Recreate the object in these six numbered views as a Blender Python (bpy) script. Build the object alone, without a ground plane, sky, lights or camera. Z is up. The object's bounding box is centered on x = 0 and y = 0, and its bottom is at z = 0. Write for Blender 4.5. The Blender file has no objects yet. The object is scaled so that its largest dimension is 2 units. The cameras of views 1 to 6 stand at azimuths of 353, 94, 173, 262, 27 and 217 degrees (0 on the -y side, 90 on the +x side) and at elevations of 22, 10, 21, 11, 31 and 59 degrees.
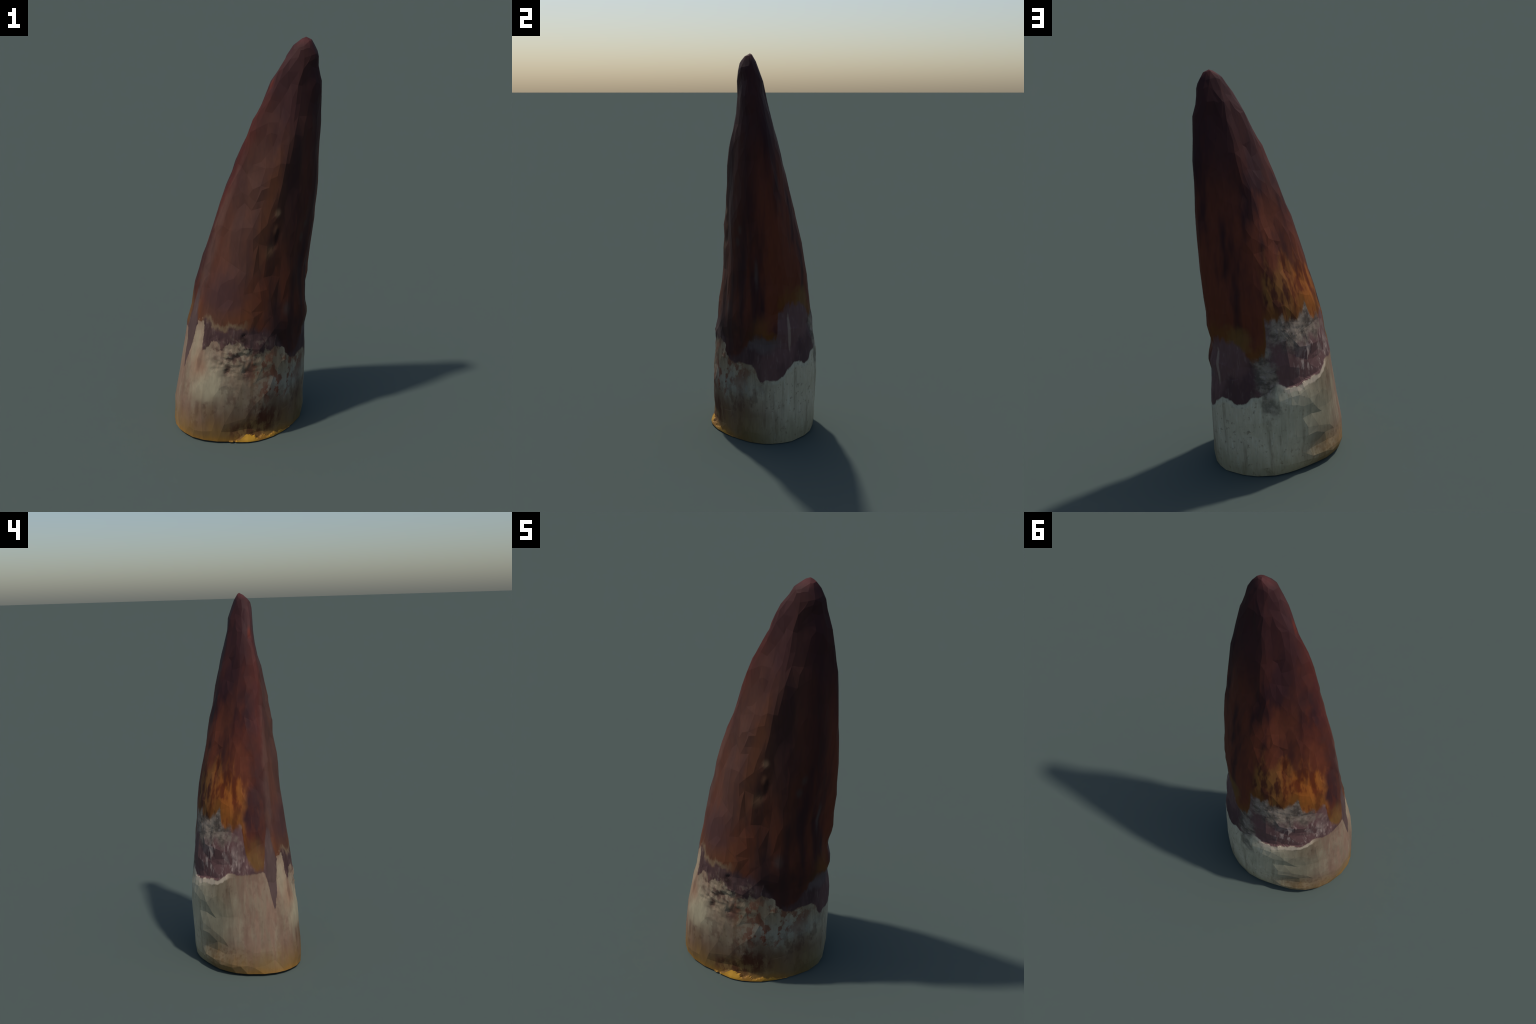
"""A big fossil tooth standing on its root end: a faceted, flattened conical
crown of dark brown enamel that leans to +x, above a pale bony root with a
ragged enamel line, a rough grey patch on the back and a yellow lip below."""
import bpy, bmesh, math, random
import numpy as np
from mathutils import Vector, noise

random.seed(7)
TAU = 2 * math.pi

# ------------------------------------------------------------------ shape
# spine of the tooth: x and y of the section centres as polynomials of height
SPINE_X = (-0.0066, -0.0135, 0.1077, -0.0219)
SPINE_Y = (-0.0104, 0.0645, -0.0678, 0.0110)

# cross-sections: height, mean radius, then (cos, sin) of the 1st to 5th
# harmonics (off-centre, oval, three-, four- and five-cornered), then the
# heights of the two cutting edges that run up the narrow sides
SECTIONS = (
    (0.000, 0.3054, -0.0004, -0.0015, 0.0314, 0.0293, 0.0003, 0.0006, 0.0001, 0.0042, 0.0034, 0.0029, 0.0000, 0.0000),
    (0.050, 0.3089, -0.0047, 0.0072, 0.0333, 0.0271, 0.0074, 0.0011, -0.0017, 0.0009, 0.0035, 0.0032, 0.0000, 0.0000),
    (0.120, 0.3072, -0.0008, -0.0002, 0.0302, 0.0287, 0.0038, 0.0002, 0.0012, 0.0040, 0.0014, 0.0049, 0.0000, 0.0000),
    (0.210, 0.3074, 0.0029, -0.0036, 0.0252, 0.0242, 0.0044, -0.0016, 0.0005, 0.0060, 0.0013, 0.0044, 0.0000, 0.0000),
    (0.310, 0.3034, 0.0062, -0.0039, 0.0207, 0.0243, 0.0026, -0.0021, -0.0008, 0.0054, 0.0017, 0.0041, 0.0000, 0.0000),
    (0.420, 0.2959, 0.0037, -0.0006, 0.0202, 0.0204, 0.0036, -0.0004, -0.0007, 0.0072, 0.0013, 0.0043, 0.0000, 0.0000),
    (0.530, 0.2822, 0.0006, -0.0030, 0.0202, 0.0223, 0.0013, 0.0016, 0.0025, 0.0017, 0.0002, 0.0018, 0.0000, 0.0000),
    (0.600, 0.2763, 0.0040, -0.0031, 0.0240, 0.0203, 0.0046, -0.0016, 0.0041, 0.0048, -0.0013, 0.0029, 0.0000, 0.0000),
    (0.670, 0.2683, -0.0035, 0.0004, 0.0207, 0.0154, 0.0021, -0.0019, -0.0004, -0.0015, -0.0005, -0.0019, 0.0126, 0.0045),
    (0.760, 0.2559, -0.0063, 0.0024, 0.0218, 0.0166, 0.0000, -0.0019, 0.0024, -0.0001, -0.0032, -0.0001, 0.0286, 0.0079),
    (0.870, 0.2447, -0.0056, 0.0081, 0.0212, 0.0165, -0.0016, -0.0010, -0.0013, -0.0001, -0.0050, -0.0011, 0.0319, 0.0129),
    (0.980, 0.2303, -0.0008, 0.0064, 0.0215, 0.0170, -0.0002, -0.0012, 0.0028, 0.0001, -0.0041, -0.0018, 0.0304, 0.0186),
    (1.100, 0.2142, 0.0008, -0.0001, 0.0240, 0.0185, 0.0013, -0.0005, 0.0037, -0.0012, -0.0044, 0.0020, 0.0283, 0.0273),
    (1.220, 0.1968, 0.0028, -0.0020, 0.0264, 0.0163, -0.0015, -0.0006, 0.0048, 0.0001, -0.0045, 0.0000, 0.0279, 0.0225),
    (1.340, 0.1784, 0.0013, -0.0062, 0.0255, 0.0189, 0.0012, -0.0024, 0.0056, 0.0011, -0.0025, -0.0005, 0.0249, 0.0120),
    (1.460, 0.1573, 0.0002, -0.0051, 0.0226, 0.0147, -0.0012, 0.0012, 0.0049, 0.0067, -0.0021, -0.0041, 0.0244, 0.0113),
    (1.580, 0.1326, 0.0022, -0.0019, 0.0197, 0.0153, -0.0003, 0.0014, 0.0038, 0.0071, -0.0010, -0.0027, 0.0225, 0.0211),
    (1.690, 0.1077, 0.0008, 0.0052, 0.0218, 0.0109, -0.0017, 0.0022, 0.0052, 0.0055, -0.0017, -0.0008, 0.0143, 0.0174),
    (1.790, 0.0889, 0.0019, 0.0036, 0.0239, 0.0053, -0.0004, 0.0005, 0.0061, 0.0049, -0.0014, -0.0012, 0.0068, 0.0067),
    (1.870, 0.0730, -0.0009, 0.0023, 0.0110, 0.0083, 0.0007, 0.0002, 0.0013, 0.0040, -0.0002, -0.0017, 0.0035, 0.0065),
    (1.930, 0.0585, 0.0009, -0.0026, 0.0090, 0.0040, 0.0000, 0.0000, 0.0000, 0.0000, 0.0000, 0.0000, 0.0050, 0.0000),
    (1.970, 0.0400, -0.0033, -0.0016, 0.0040, 0.0030, 0.0000, 0.0000, 0.0000, 0.0000, 0.0000, 0.0000, 0.0070, 0.0000),
    (1.995, 0.0195, 0.0013, 0.0047, 0.0020, -0.0010, 0.0000, 0.0000, 0.0000, 0.0000, 0.0000, 0.0000, 0.0040, 0.0000),
)
CUTTING_EDGES = (20, 202)      # their angles round the tooth
SEC = np.array(SECTIONS)

# broad swells (+) and hollows (-): angle, height, their half-widths, depth
SWELLS = ((325, 1.57, 16, .16, .006), (335, 1.05, 14, .18, -.007), (294, .36, 12, .05, -.009), (104, .95, 14, .10, -.005),
          (59, .18, 12, .06, .005), (326, .10, 14, .06, .004), (117, 1.16, 13, .14, .008),
          (278, 1.20, 14, .35, .002), (304, 1.32, 16, .30, .005), (331, .90, 14, .12, -.009))

# enamel line: angle round the tooth (degrees, 0 = +x, 90 = +y) and height
ENAMEL_LINE = ((0, .332), (6, .342), (14, .340), (20, .362), (24, .40), (33, .43), (40, .425), (46, .405),
               (54, .42), (64, .46), (76, .47), (88, .52), (98, .485), (110, .485), (126, .497), (144, .503),
               (152, .525), (158, .543), (176, .545), (195, .55), (198, .50), (200, .42), (203, .345), (206.5, .42),
               (208.5, .53), (210, .61), (219, .625), (221.5, .50), (225, .495), (228, .51), (235, .55), (242, .515),
               (248, .545), (260, .535), (270, .495), (285, .51), (302, .505), (314, .46), (323, .415), (332, .412),
               (342, .418), (352, .415), (355, .39), (360, .332))
# lower end of the brown colour; between it and the enamel line the crown is mauve
BROWN_END = ((0, .57), (15, .56), (17.5, .69), (29, .73), (42, .73), (51, .71), (59, .68), (64, .645), (72, .63),
             (80, .66), (83.5, .73), (86, .84), (96, .84), (116, .81), (126, .80), (140, .84), (146, .87),
             (149, .79), (162, .77), (174, .80), (176.5, .67), (182, .58), (194, .565), (197, .66), (199, .78),
             (204, .76), (206.5, .66), (209, .625), (222, .63), (236, .615), (258, .63), (280, .60), (292, .59),
             (303, .54), (318, .44), (334, .44), (342, .50), (352, .56), (360, .57))


def poly(c, z):
    return sum(a * z ** i for i, a in enumerate(c))


def section_at(z):
    """Smooth (Hermite) interpolation of the cross-section table."""
    Z, Q = SEC[:, 0], SEC[:, 1:]
    m = np.gradient(Q, Z, axis=0)
    k = int(np.clip(np.searchsorted(Z, z, side="right") - 1, 0, len(Z) - 2))
    h = Z[k + 1] - Z[k]
    t = (z - Z[k]) / h
    return ((2 * t**3 - 3 * t * t + 1) * Q[k] + (t**3 - 2 * t * t + t) * h * m[k]
            + (-2 * t**3 + 3 * t * t) * Q[k + 1] + (t**3 - t * t) * h * m[k + 1])


def radius(q, a):
    r = q[0] + sum(q[2 * h - 1] * math.cos(h * a) + q[2 * h] * math.sin(h * a) for h in range(1, 6))
    for c, height in zip(CUTTING_EDGES, q[11:]):
        r += height * math.exp(-(ang_dist(math.degrees(a), c) / 12) ** 2)
    return r


def line_height(line, deg):
    return float(np.interp(deg % 360, [p[0] for p in line], [p[1] for p in line]))


def angle_height(p):
    return math.degrees(math.atan2(p.y - poly(SPINE_Y, p.z), p.x - poly(SPINE_X, p.z))) % 360, p.z


def bump(x, c, w):
    return math.exp(-((x - c) / w) ** 2)


def ang_dist(a, b):
    return (a - b + 180) % 360 - 180


# -------- smooth body, roughened, then collapsed to irregular scan-like facets
def rough_body():
    bm = bmesh.new()
    NT, NZ = 150, 190
    rings = []
    for i in range(NZ):
        z = 1.995 * i / (NZ - 1)
        q = section_at(z)
        ring = []
        for j in range(NT):
            a = TAU * j / NT
            r = radius(q, a) + sum(d * bump(ang_dist(math.degrees(a), c), 0, wa) * bump(z, h, wz) for c, h, wa, wz, d in SWELLS)
            x, y = poly(SPINE_X, z) + r * math.cos(a), poly(SPINE_Y, z) + r * math.sin(a)
            amp = 0.0035 * min(1, r / .12) * (.55 if z < .42 else 1)
            n = noise.fractal(Vector((x * 16, y * 16, z * 9)), 1.0, 2.0, 3)
            r += amp * n
            lift = 0.012 * min(1, max(0, (.3 - x) / .6)) * math.exp(-z / .08)
            # the worn tip slopes down towards -y and +x
            lift -= max(0, (z - 1.93) / .065) * .20 * max(0, .030 - (y - poly(SPINE_Y, z)) + .35 * (x - poly(SPINE_X, z)))
            ring.append(bm.verts.new((poly(SPINE_X, z) + r * math.cos(a), poly(SPINE_Y, z) + r * math.sin(a), z + lift)))
        rings.append(ring)
    for lo, hi in zip(rings, rings[1:]):
        for j in range(NT):
            k = (j + 1) % NT
            bm.faces.new((lo[j], lo[k], hi[k], hi[j]))
    apex = bm.verts.new((poly(SPINE_X, 2) - .002, poly(SPINE_Y, 2) + .012, 2.0005))
    for j in range(NT):
        bm.faces.new((rings[-1][j], rings[-1][(j + 1) % NT], apex))
    bmesh.ops.triangulate(bm, faces=bm.faces[:])
    me = bpy.data.meshes.new("rough_body")
    bm.to_mesh(me)
    bm.free()
    ob = bpy.data.objects.new("rough_body", me)
    bpy.context.scene.collection.objects.link(ob)
    d = ob.modifiers.new("collapse", "DECIMATE")
    d.ratio = 2200 / len(me.polygons)
    dg = bpy.context.evaluated_depsgraph_get()
    dg.update()
    out = bpy.data.meshes.new_from_object(ob.evaluated_get(dg))
    bpy.data.objects.remove(ob)
    return out


def relief(p, nrm):
    """Fine relief over the facets, as an offset along the normal."""
    deg, z = angle_height(p)
    h = 0.0
    dz = z - line_height(ENAMEL_LINE, deg)
    # broken enamel edge on the back: the crown stands back above a pale ledge
    back = bump(ang_dist(deg, 118), 0, 38)
    if dz > 0:
        h -= 0.008 * back * math.exp(-dz / .05) * min(1, dz / .008)
    # thin enamel step all round
    h += 0.0015 * (1 - back) * (1 / (1 + math.exp(-dz / .004))) * math.exp(-max(dz, 0) / .06)
    # rough grey matrix on the back
    g = max(bump(ang_dist(deg, 122), 0, 34) * bump(z, .76, .06), bump(ang_dist(deg, 76), 0, 9) * bump(z, .54, .14))
    if g > .03:
        h += g * 0.0035 * noise.fractal(p * 30, .7, 2.1, 3)
    deg += 5 * noise.noise(p * 17)
    z += .035 * noise.noise(p * 15 + Vector((9, 4, 2)))
    # chipped zone on the front of the root
    c = bump(ang_dist(deg, 257), 0, 24) * bump(z, .46, .10)
    if c > .03:
        h += c * 0.0095 * (noise.noise(p * 24) + .6 * noise.noise(p * 55))
    for a0, z0, wa, wz, dep in ((249, .41, 3.2, .024, .007), (270, .385, 4.2, .022, .010), (261, .575, 3.2, .014, .007),
                                (283, 1.09, 6, .05, .006), (279, 1.04, 4, .04, .005), (196, 1.775, 7, .02, .005)):
        h -= dep * bump(ang_dist(deg, a0), 0, wa) * bump(z, z0, wz)
    h += .003 * bump(ang_dist(deg, 279), 0, 5) * bump(z, 1.2, .03)
    return h


def lip_zone(p):
    deg, z = angle_height(p)
    d = ang_dist(deg, 291)
    if abs(d) > 42:
        return False
    saw = abs((deg * .085 + .8 * noise.noise(Vector((deg * .07, 5, 0)))) % 1 * 2 - 1)
    top = .011 * (1 - (d / 42) ** 2) + .015 * saw * (1 - (d / 42) ** 2) + .008 * noise.noise(Vector((deg * .16, 3.1, 0))) + .020 * bump(deg, 276, 7)
    return z < top


coarse = rough_body()
bm = bmesh.new()
bm.from_mesh(coarse)
bpy.data.meshes.remove(coarse)
bm.normal_update()
for v in bm.verts:
    if not v.is_boundary and v.co.z < 1.96:
        v.co += v.normal * random.uniform(-.0016, .0016)
bmesh.ops.subdivide_edges(bm, edges=bm.edges[:], cuts=3, use_grid_fill=True)
fine = [e for e in bm.edges if min(v.co.z for v in e.verts) < 1.0]
bmesh.ops.subdivide_edges(bm, edges=fine, cuts=1, use_grid_fill=True)
bmesh.ops.triangulate(bm, faces=bm.faces[:])
bm.normal_update()
moves = []
for v in bm.verts:
    n = v.normal.copy()
    h = relief(v.co, n)
    moves.append(n * h)
    if v.co.z < .06 and lip_zone(v.co):
        d = Vector((v.co.x - .05, v.co.y, 0)).normalized()
        deg = angle_height(v.co)[0]
        moves[-1] += d * (.005 + .006 * bump(deg, 279, 14)) * bump(v.co.z, .008, .022)
for v, m in zip(bm.verts, moves):
    v.co += m
    v.co.z = max(v.co.z, 0)

# underside: inset ring pulled slightly up, then closed
rim = [e for e in bm.edges if e.is_boundary]
ret = bmesh.ops.extrude_edge_only(bm, edges=rim)
new = [g for g in ret["geom"] if isinstance(g, bmesh.types.BMVert)]
for v in new:
    v.co.x *= .95
    v.co.y *= .95
    v.co.z += .004
loop = [g for g in ret["geom"] if isinstance(g, bmesh.types.BMEdge)]
bmesh.ops.contextual_create(bm, geom=loop)
bmesh.ops.recalc_face_normals(bm, faces=bm.faces[:])
bmesh.ops.triangulate(bm, faces=[f for f in bm.faces if len(f.verts) > 3])
for f in bm.faces:
    f.smooth = False


# ------------------------------------------------------------------ materials
class Sock:
    """Small arithmetic layer over shader node sockets."""
    nt = None

    def __init__(self, s):
        self.s = s

    @staticmethod
    def math(op, *args, clamp=False):
        n = Sock.nt.nodes.new("ShaderNodeMath")
        n.operation, n.use_clamp = op, clamp
        for i, a in enumerate(args):
            if isinstance(a, Sock):
                Sock.nt.links.new(a.s, n.inputs[i])
            else:
                n.inputs[i].default_value = a
        return Sock(n.outputs[0])

    def __add__(self, o): return Sock.math("ADD", self, o)
    def __radd__(self, o): return Sock.math("ADD", o, self)
    def __sub__(self, o): return Sock.math("SUBTRACT", self, o)
    def __rsub__(self, o): return Sock.math("SUBTRACT", o, self)
    def __mul__(self, o): return Sock.math("MULTIPLY", self, o)
    __rmul__ = __mul__
    def __truediv__(self, o): return Sock.math("DIVIDE", self, o)
    def abs(self): return Sock.math("ABSOLUTE", self)


def step(x, lo, hi):
    """0 below lo, 1 above hi, smooth between (lo > hi reverses it)."""
    n = Sock.nt.nodes.new("ShaderNodeMapRange")
    n.interpolation_type = "SMOOTHSTEP"
    Sock.nt.links.new(x.s, n.inputs["Value"])
    if lo < hi:
        a, b, c, d = lo, hi, 0, 1
    else:
        a, b, c, d = hi, lo, 1, 0
    for k, v in zip(("From Min", "From Max", "To Min", "To Max"), (a, b, c, d)):
        n.inputs[k].default_value = v
    return Sock(n.outputs[0])


def srgb(h):
    c = [int(h[i:i + 2], 16) / 255 for i in (0, 2, 4)]
    return tuple(v / 12.92 if v < .04045 else ((v + .055) / 1.055) ** 2.4 for v in c) + (1,)


def mix(f, a, b, blend="MIX"):
    n = Sock.nt.nodes.new("ShaderNodeMix")
    n.data_type, n.blend_type, n.clamp_factor = "RGBA", blend, True
    for k, v in (("Factor", f), ("A", a), ("B", b)):
        s = [i for i in n.inputs if i.name == k and i.type == ("VALUE" if k == "Factor" else "RGBA")][0]
        if isinstance(v, Sock):
            Sock.nt.links.new(v.s, s)
        else:
            s.default_value = srgb(v) if isinstance(v, str) else v
    return Sock([o for o in n.outputs if o.type == "RGBA"][0])


def curve(x, pts, lo, hi):
    """Height as a function of angle: a drawn profile line in a Float Curve."""
    n = Sock.nt.nodes.new("ShaderNodeFloatCurve")
    c = n.mapping.curves[0]
    P = [(a / 360, (v - lo) / (hi - lo)) for a, v in pts]
    c.points[0].location, c.points[1].location = P[0], P[-1]
    for p in P[1:-1]:
        c.points.new(*p)
    for p in c.points:
        p.handle_type = "VECTOR"
    n.mapping.update()
    Sock.nt.links.new(x.s, n.inputs["Value"])
    return Sock(n.outputs[0]) * (hi - lo) + lo


def tooth_material(name):
    m = bpy.data.materials.new(name)
    m.use_nodes = True
    nt = Sock.nt = m.node_tree
    bsdf = nt.nodes["Principled BSDF"]
    tc = nt.nodes.new("ShaderNodeTexCoord")
    sep = nt.nodes.new("ShaderNodeSeparateXYZ")
    nt.links.new(tc.outputs["Object"], sep.inputs[0])
    x, y, z = (Sock(o) for o in sep.outputs)

    def npoly(c):
        return c[0] + z * (c[1] + z * (c[2] + z * c[3]))
    dx, dy = x - npoly(SPINE_X), y - npoly(SPINE_Y)
    t = Sock.math("ARCTAN2", dy, dx) / TAU
    turn = Sock.math("FRACT", t + 1.0)      # 0..1 round the tooth
    deg = turn * 360

    def noise_tex(scale, along=1.0, detail=3, rough=.55, seed=0.0, kind="NOISE"):
        mp = nt.nodes.new("ShaderNodeMapping")
        nt.links.new(tc.outputs["Object"], mp.inputs[0])
        mp.inputs["Scale"].default_value = (scale, scale, scale * along)
        mp.inputs["Location"].default_value = (seed, seed * 1.7, seed * .6)
        if kind == "NOISE":
            n = nt.nodes.new("ShaderNodeTexNoise")
            n.inputs["Detail"].default_value, n.inputs["Roughness"].default_value = detail, rough
        else:
            n = nt.nodes.new("ShaderNodeTexVoronoi")
        n.inputs["Scale"].default_value = 1
        nt.links.new(mp.outputs[0], n.inputs["Vector"])
        return Sock(n.outputs[0])

    def around(a0):
        """signed angular distance in degrees from a0"""
        return (Sock.math("FRACT", turn + (1.5 - a0 / 360)) - .5) * 360

    fray = noise_tex(26, .6, 4, .6, 1.3) - .5
    wob = noise_tex(9, .7, 2, .5, 4.1) - .5
    mottle = noise_tex(15, .55, 4, .62, 10.4)
    streak = noise_tex(30, .10, 4, .6, 2.2)
    wide = noise_tex(11, .16, 3, .5, 6.4)
    blot = noise_tex(7, .6, 3, .5, 8.8)
    grit = noise_tex(55, .8, 4, .65, 3.3)
    fine = noise_tex(70, .18, 3, .6, 5.9)

    warp_a, warp_b = noise_tex(17, .8, 3, .6, 14.2) - .5, noise_tex(17, .6, 3, .6, 21.7) - .5

    def patch(a0, z0, wa, wz, soft=.35, ragged=.5, n=None):
        """soft blotch on the surface, its outline pulled about by noise, 0..1"""
        da, dz = around(a0) / wa + warp_a * (ragged * 3), (z - z0) / wz + warp_b * (ragged * 3)
        d = Sock.math("SQRT", da * da + dz * dz) + (n or fray) * ragged
        return step(d, 1 + soft, 1 - soft)

    # ---- root: cream bone, streaked and mottled, browner below
    root = mix(step(wide, .35, .68), "70604c", "94866e")
    root = mix(step(blot, .45, .60) * .7, root, "84705c")
    cool = step(around(62).abs(), 80, 35)  # bone colour lightened on the side turned from the sun, matching its shaded brightness
    root = mix(cool * .85, root, "c6bba0")
    root = mix(step(streak, .52, .70) * .5, root, "67553f")
    root = mix(cool * step(fine, .56, .68) * .35, root, "bdbca8")
    root = mix(step(grit, .56, .70) * .5, root, "553c2e")
    warm = step(around(205).abs(), 60, 25)
    root = mix(warm * .5, root, "84705f")
    root = mix(warm * step(streak, .44, .60) * .55, root, "866656")
    root = mix(warm * step(mottle, .52, .62) * .4, root, "74584a")
    # pale worn places
    root = mix(patch(235, .30, 17, .14, .7, .45) * .75, root, "a39a7f")
    root = mix(patch(216, .50, 7, .12, .8, .6) * .5, root, "a5977c")
    root = mix(patch(325, .29, 30, .07, .7, .6) * .6, root, "8b8b80")
    root = mix(patch(120, .30, 40, .12, .7, .5) * .5, root, "a29c82")
    # brown mottling low on the front
    front = step(around(292).abs(), 95, 55)
    root = mix(front * step(z + wob * .30, .30, .13) * .78, root, "5c4434")
    root = mix(front * step(mottle, .50, .60) * step(z, .42, .20) * .55, root, "4c3329")
    root = mix(patch(222, .40, 7, .07, .8, .5) * .55, root, "8a5f49")
    rust = noise_tex(19, .7, 4, .65, 41.3)
    rusty = patch(316, .38, 34, .11, .8, .4) * .9 + patch(300, .26, 20, .05, .8, .5) * .7
    root = mix(rusty * step(rust, .46, .55) * .85, root, "65301d")
    root = mix(patch(283, .44, 17, .07, .7, .5) * step(rust, .46, .54) * .7, root, "6e4433")
    for a0, z0, wa, wz in ((249, .41, 3.6, .034), (270, .385, 5, .032), (222, .43, 2, .05), (226, .17, 2, .04)):
        root = mix(patch(a0, z0, wa, wz, .6, .9) * (.75 if a0 > 230 else .4), root, "4c2d27")
    root = mix(patch(155, .08, 30, .06, .5, .6) * step(grit, .48, .58) * .5, root, "6a5142")
    root = mix(patch(125, .19, 16, .06, .9, .6) * .2, root, "6d6350")
    # olive and ochre stain towards the bottom
    stain = step(z + wob * .14 + (streak - .5) * .10, .20, .0)
    root = mix(stain * .78 * step(around(225).abs(), 150, 60), root, "80602c")
    root = mix(step(z + wob * .04, .05, .0) * .55 * step(around(255).abs(), 120, 60), root, "9a6a1c")
    root = mix(stain * .5 * step(around(50).abs(), 90, 50), root, "73693c")

    gush = noise_tex(20, .45, 4, .65, 52.0)
    for a0, z0, wa, wz in ((272, .06, 18, .045), (291, .07, 15, .055), (300, .13, 13, .06), (285, .15, 9, .05)):
        root = mix(patch(a0, z0, wa, wz, .6, .6) * step(gush, .42, .56) * .7, root, "451d10")

    # ---- crown
    side = step(around(62).abs(), 78, 50)  # shade side: enamel brightened and reddened to match its tone in shadow
    brown = mix(step(wide, .34, .66), "31171a", "48221b")
    brown = mix(step(streak, .50, .74) * .6, brown, "54271a")
    brown = mix(step(blot, .50, .66) * .5, brown, "351c1a")
    brown = mix(side * step(z, 1.8, 1.1) * step(wide, .30, .56) * .85, brown, "6c3421")
    brown = mix(side * step(streak, .46, .60) * .15, brown, "38191a")
    brown = mix(step(around(262).abs(), 80, 35) * .5, brown, mix(step(wide, .36, .62), "412822", "56382a"))  # front face coloured with its sunlit brown
    brown = mix(step(around(320).abs(), 58, 12) * .18, brown, mix(step(streak, .42, .62), "23130f", "331b17"))  # front-right face darkened: painted shade beyond the light-dark fold
    # rusty streaks low on the crown and a paler front-left face
    low = step(z, 1.35, .75)
    brown = mix(step(wide, .46, .64) * low * .55, brown, "64301a")
    brown = mix(patch(232, 1.0, 30, .45, .8, .4, wide - .5) * .5, brown, "583b31")
    brown = mix(patch(262, 1.25, 9, .25, .8, .7, wide - .5) * .5, brown, "653a20")
    brown = mix(patch(258, .72, 18, .12, .8, .6, wide - .5) * .55, brown, "65371f")
    brown = mix(step(z + wob * .3, 1.45, 1.75) * .65, brown, "391e20")
    brown = mix(patch(220, 1.86, 40, .10, .6, .4) * .6, brown, "422829")
    brown = mix(step(z, 1.96, 1.99) * .5, brown, "5f3230")  # pinkish sun highlight painted on the tip
    brown = mix(patch(200, 1.45, 9, .35, .8, .6, wide - .5) * .35, brown, "5a201a")
    brown = mix(patch(175, 1.15, 14, .18, .7, .7, wide - .5) * .5, brown, "5e2a17")
    # grey ridge streak down the left edge
    brown = mix(patch(205, 1.00, 4.5, .36, .6, .35, streak - .5) * .28, brown, "6a5249")
    brown = mix(patch(232, .78, 20, .11, .8, .4) * .7, brown, "432a2a")
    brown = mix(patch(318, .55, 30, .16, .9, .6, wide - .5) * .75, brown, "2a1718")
    brown = mix(patch(142, 1.22, 34, .20, .8, .5, wide - .5) * step(wide, .38, .60) * .6, brown, "683621")
    # amber patch above the rough zone on the back
    flame = z + (streak - .5) * .30 + (wide - .5) * .35 + (fine - .5) * .10
    amber = step(flame, 1.17, 1.0) * step(around(133).abs() + wob * 26, 48, 38)
    lick = noise_tex(21, .22, 3, .6, 27.1)
    amber_c = mix(step(lick, .40, .60), "55260f", "80431b")
    amber_c = mix(step(lick + fine * .25, .60, .74) * .5, amber_c, "8f5c28")
    amber_c = mix(patch(158, .93, 14, .13, .6, .6, streak - .5) * .75, amber_c, mix(step(lick, .42, .58), "6c300f", "96541a"))
    amber_c = mix(step(around(106).abs(), 28, 14) * .6, amber_c, mix(step(lick, .44, .56), "3a2018", "79552a"))
    brown = mix(amber * .92, brown, amber_c)
    bend = curve(turn, BROWN_END, 0, 1)
    edge = z - bend + fray * .08 + (streak - .5) * .10
    ochre = step(edge, .13, .02) * step(around(307).abs(), 25, 55)
    backish = step(around(90).abs(), 110, 85)
    brown = mix(ochre * (backish * .45 + .22) * step(wob + blot, .30, .55), brown, "6e4417")
    brown = mix(patch(188, .62, 8, .07, .9, .6) * .7, brown, "6c5029")
    brown = mix(patch(54, .74, 12, .06, .6, .7) * .7, brown, "705028")
    brown = mix(step((edge - .012).abs(), .03, .0) * step(around(240).abs(), 28, 14) * .6, brown, "7b6a52")

    mauve = mix(step(streak, .40, .65), "412d2b", "523c39")
    mauve = mix(step(around(95).abs(), 110, 80) * .7, mauve, "725250")  # back of the band raised in albedo to offset the scene's shade
    mauve = mix(step(blot, .45, .60) * .6, mauve, "3f2a2d")
    mauve = mix(step(fine, .58, .72) * .45, mauve, "77665f")
    scuff = patch(145, .62, 24, .09, .6, .5) * step(noise_tex(17, .35, 4, .6, 61.0), .50, .62)
    mauve = mix(scuff * .65, mauve, "a08c83")
    mauve = mix(patch(203, .52, 6, .24, .4, .3) * .8, mauve, "584541")
    white = patch(142, .61, 30, .10, .5, .6) * step(noise_tex(34, .3, 3, .6, 7.7), .54, .64)
    mauve = mix(white * .75, mauve, "b59f94")
    mauve = mix(patch(28, .60, 1.6, .10, .3, .4) * .6, mauve, "a08b7b")
    mauve = mix(patch(3, .53, 15, .04, .5, .6) * .6, mauve, "625654")
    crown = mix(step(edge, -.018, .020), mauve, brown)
    # pale specks on the front
    for a0, z0, wa, wz, c in ((278, 1.20, 4, .016, "7f6249"), (280, 1.115, 3, .022, "84553c"), (333, 1.12, 3, .02, "46352f"),
                              (328, 1.055, 3.5, .02, "46352f"), (276, 1.01, 6, .03, "634630"), (312, .70, 4, .03, "4d3c36"),
                              (356, .90, 2, .06, "564440"), (195, 1.79, 4, .03, "6b2d20")):
        crown = mix(patch(a0, z0, wa, wz, .9, .4) * .75, crown, c)
    for a0, z0, wa, wz in ((284, 1.08, 3.5, .045), (261, .575, 4, .016)):
        crown = mix(patch(a0, z0, wa, wz, .5, .4) * .8, crown, "22100d")

    # ---- enamel line and rough grey matrix
    line = curve(turn, ENAMEL_LINE, 0, 1)
    ragged_front = step(around(257).abs(), 68, 48)
    dz = z - line + fray * .035 + wob * .02 + ragged_front * (warp_a * .12 + fray * .05)
    col = mix(step(dz, -.005, .006), root, crown)
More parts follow.
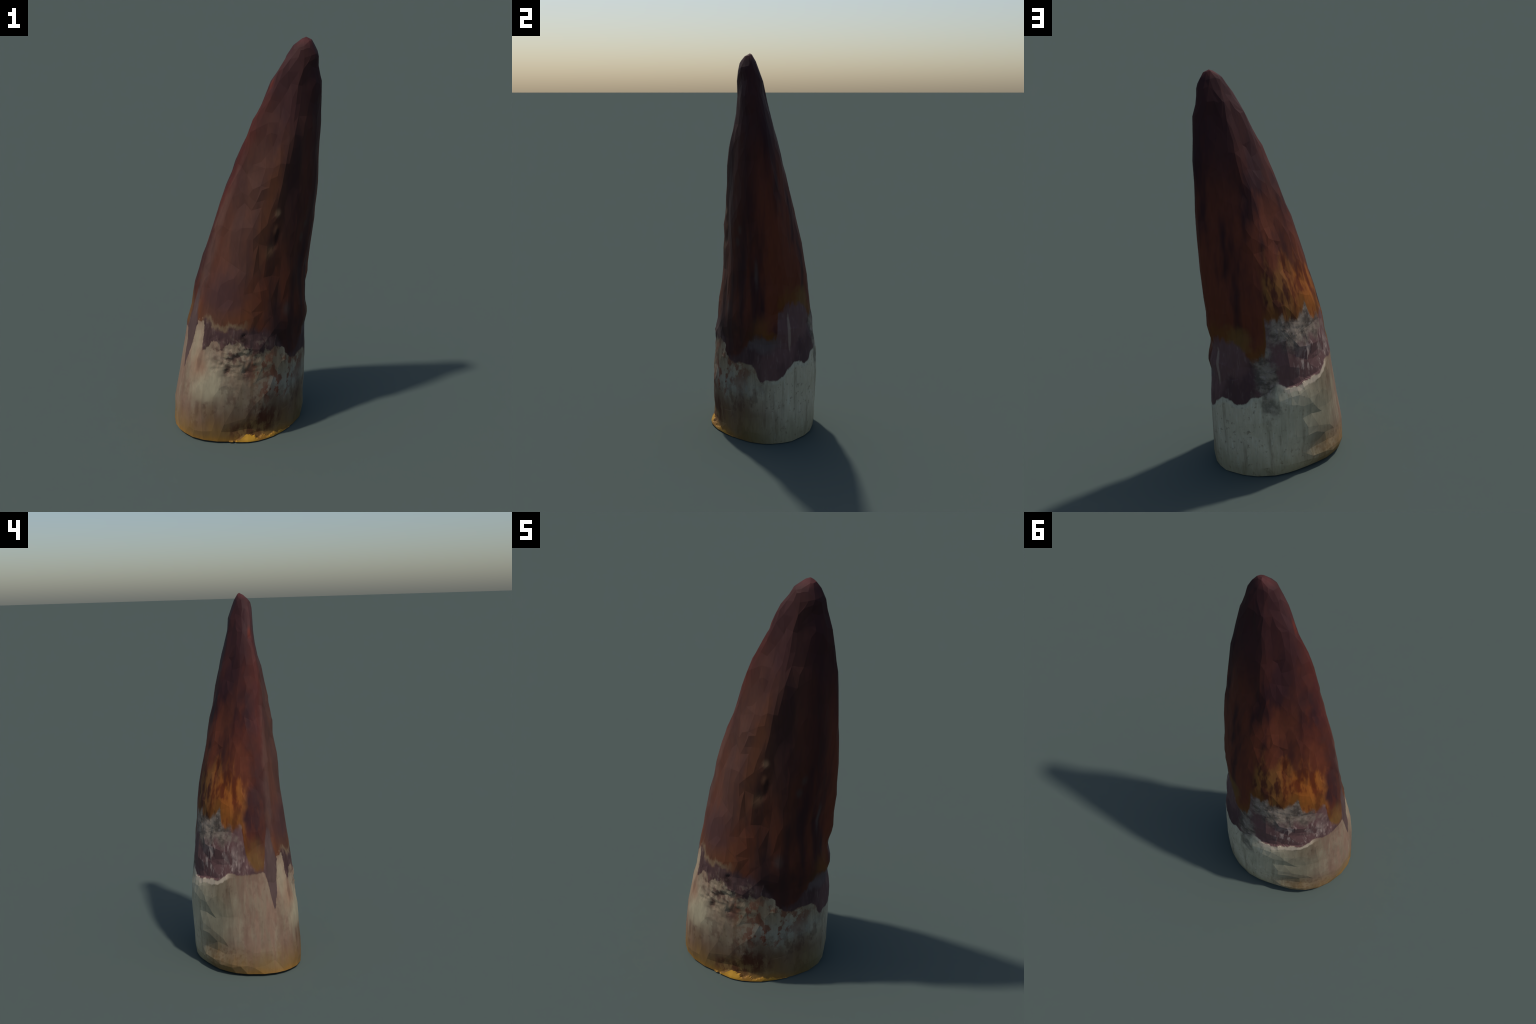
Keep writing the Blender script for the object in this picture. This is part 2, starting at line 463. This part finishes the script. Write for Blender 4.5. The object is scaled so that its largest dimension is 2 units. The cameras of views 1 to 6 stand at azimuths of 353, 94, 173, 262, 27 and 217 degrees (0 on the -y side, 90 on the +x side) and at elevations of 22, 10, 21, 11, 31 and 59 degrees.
    pale = step((dz + .010).abs(), .016, .006)
    col = mix(pale * step(around(125).abs(), 40, 25) * .85, col, "d0bba2")  # bright light catching the ledge, drawn as a pale line
    col = mix(pale * step(around(40).abs(), 40, 25) * .35, col, "b9b6a6")
    chips = patch(258, .50, 24, .06, .6, .7) * step(noise_tex(24, .8, 3, .6, 9.5), .46, .54)
    col = mix(chips * .8, col, mix(step(noise_tex(30, .8, 2, .5, 31.5), .46, .54), "80705f", "553a33"))
    pebble = noise_tex(19, 1.3, 4, .6, 12.3)
    matrix = mix(step(pebble, .36, .64), "575045", "948776")
    matrix = mix(step(noise_tex(40, 1.2, 2, .5, 17.3), .56, .68) * .5, matrix, "a3948a")
    gm = Sock.math("MAXIMUM", patch(120, .765, 40, .08, .4, .7), patch(78, .54, 12, .17, .4, .7))
    gm = Sock.math("MAXIMUM", gm, patch(142, .83, 8, .07, .3, .6))
    gm = gm * step(edge, .03, -.01)
    col = mix(gm * .78, col, matrix)
    tone = .80 + fine * .4
    col = mix(1.0, col, (1, 1, 1, 1), "MULTIPLY")
    hsv = nt.nodes.new("ShaderNodeHueSaturation")
    nt.links.new(col.s, hsv.inputs["Color"])
    nt.links.new(tone.s, hsv.inputs["Value"])
    nt.links.new(hsv.outputs[0], bsdf.inputs["Base Color"])
    bsdf.inputs["Roughness"].default_value = .72
    bsdf.inputs["Specular IOR Level"].default_value = .2
    bp = nt.nodes.new("ShaderNodeBump")
    bp.inputs["Strength"].default_value = .25
    bp.inputs["Distance"].default_value = .004
    hgt = streak + grit * .4
    nt.links.new(hgt.s, bp.inputs["Height"])
    nt.links.new(bp.outputs[0], bsdf.inputs["Normal"])
    return m


def lip_material():
    m = bpy.data.materials.new("yellow_lip")
    m.use_nodes = True
    nt = m.node_tree
    bsdf = nt.nodes["Principled BSDF"]
    tc = nt.nodes.new("ShaderNodeTexCoord")
    n = nt.nodes.new("ShaderNodeTexNoise")
    n.inputs["Scale"].default_value = 14
    nt.links.new(tc.outputs["Object"], n.inputs["Vector"])
    r = nt.nodes.new("ShaderNodeValToRGB")
    r.color_ramp.elements[0].position, r.color_ramp.elements[1].position = .35, .62
    r.color_ramp.elements[0].color, r.color_ramp.elements[1].color = srgb("946512"), srgb("b8861a")
    nt.links.new(n.outputs[0], r.inputs[0])
    nt.links.new(r.outputs[0], bsdf.inputs["Base Color"])
    bsdf.inputs["Roughness"].default_value = .7
    return m


# ------------------------------------------------------------------ parts
def region(f):
    c = f.calc_center_median()
    if c.z < .06 and f.normal.z > -.7 and lip_zone(c):
        return "base_lip"
    deg, z = angle_height(c)
    return "crown" if z > line_height(ENAMEL_LINE, deg) else "root"


kinds = {f.index: region(f) for f in bm.faces}
mats = {"crown": tooth_material("enamel"), "root": tooth_material("root_bone"), "base_lip": lip_material()}
tooth = bpy.data.objects.new("fossil_tooth", None)
tooth["label"] = "Dark brown fossil tooth with pale bony root, standing upright"
tooth["category"] = "fossil tooth"
bpy.context.scene.collection.objects.link(tooth)
for kind in ("crown", "root", "base_lip"):
    part = bm.copy()
    part.faces.ensure_lookup_table()
    bmesh.ops.delete(part, geom=[f for f in part.faces if kinds[f.index] != kind], context="FACES")
    me = bpy.data.meshes.new(kind)
    part.to_mesh(me)
    part.free()
    me.materials.append(mats[kind])
    ob = bpy.data.objects.new(kind, me)
    bpy.context.scene.collection.objects.link(ob)
    ob.parent = tooth
bm.free()
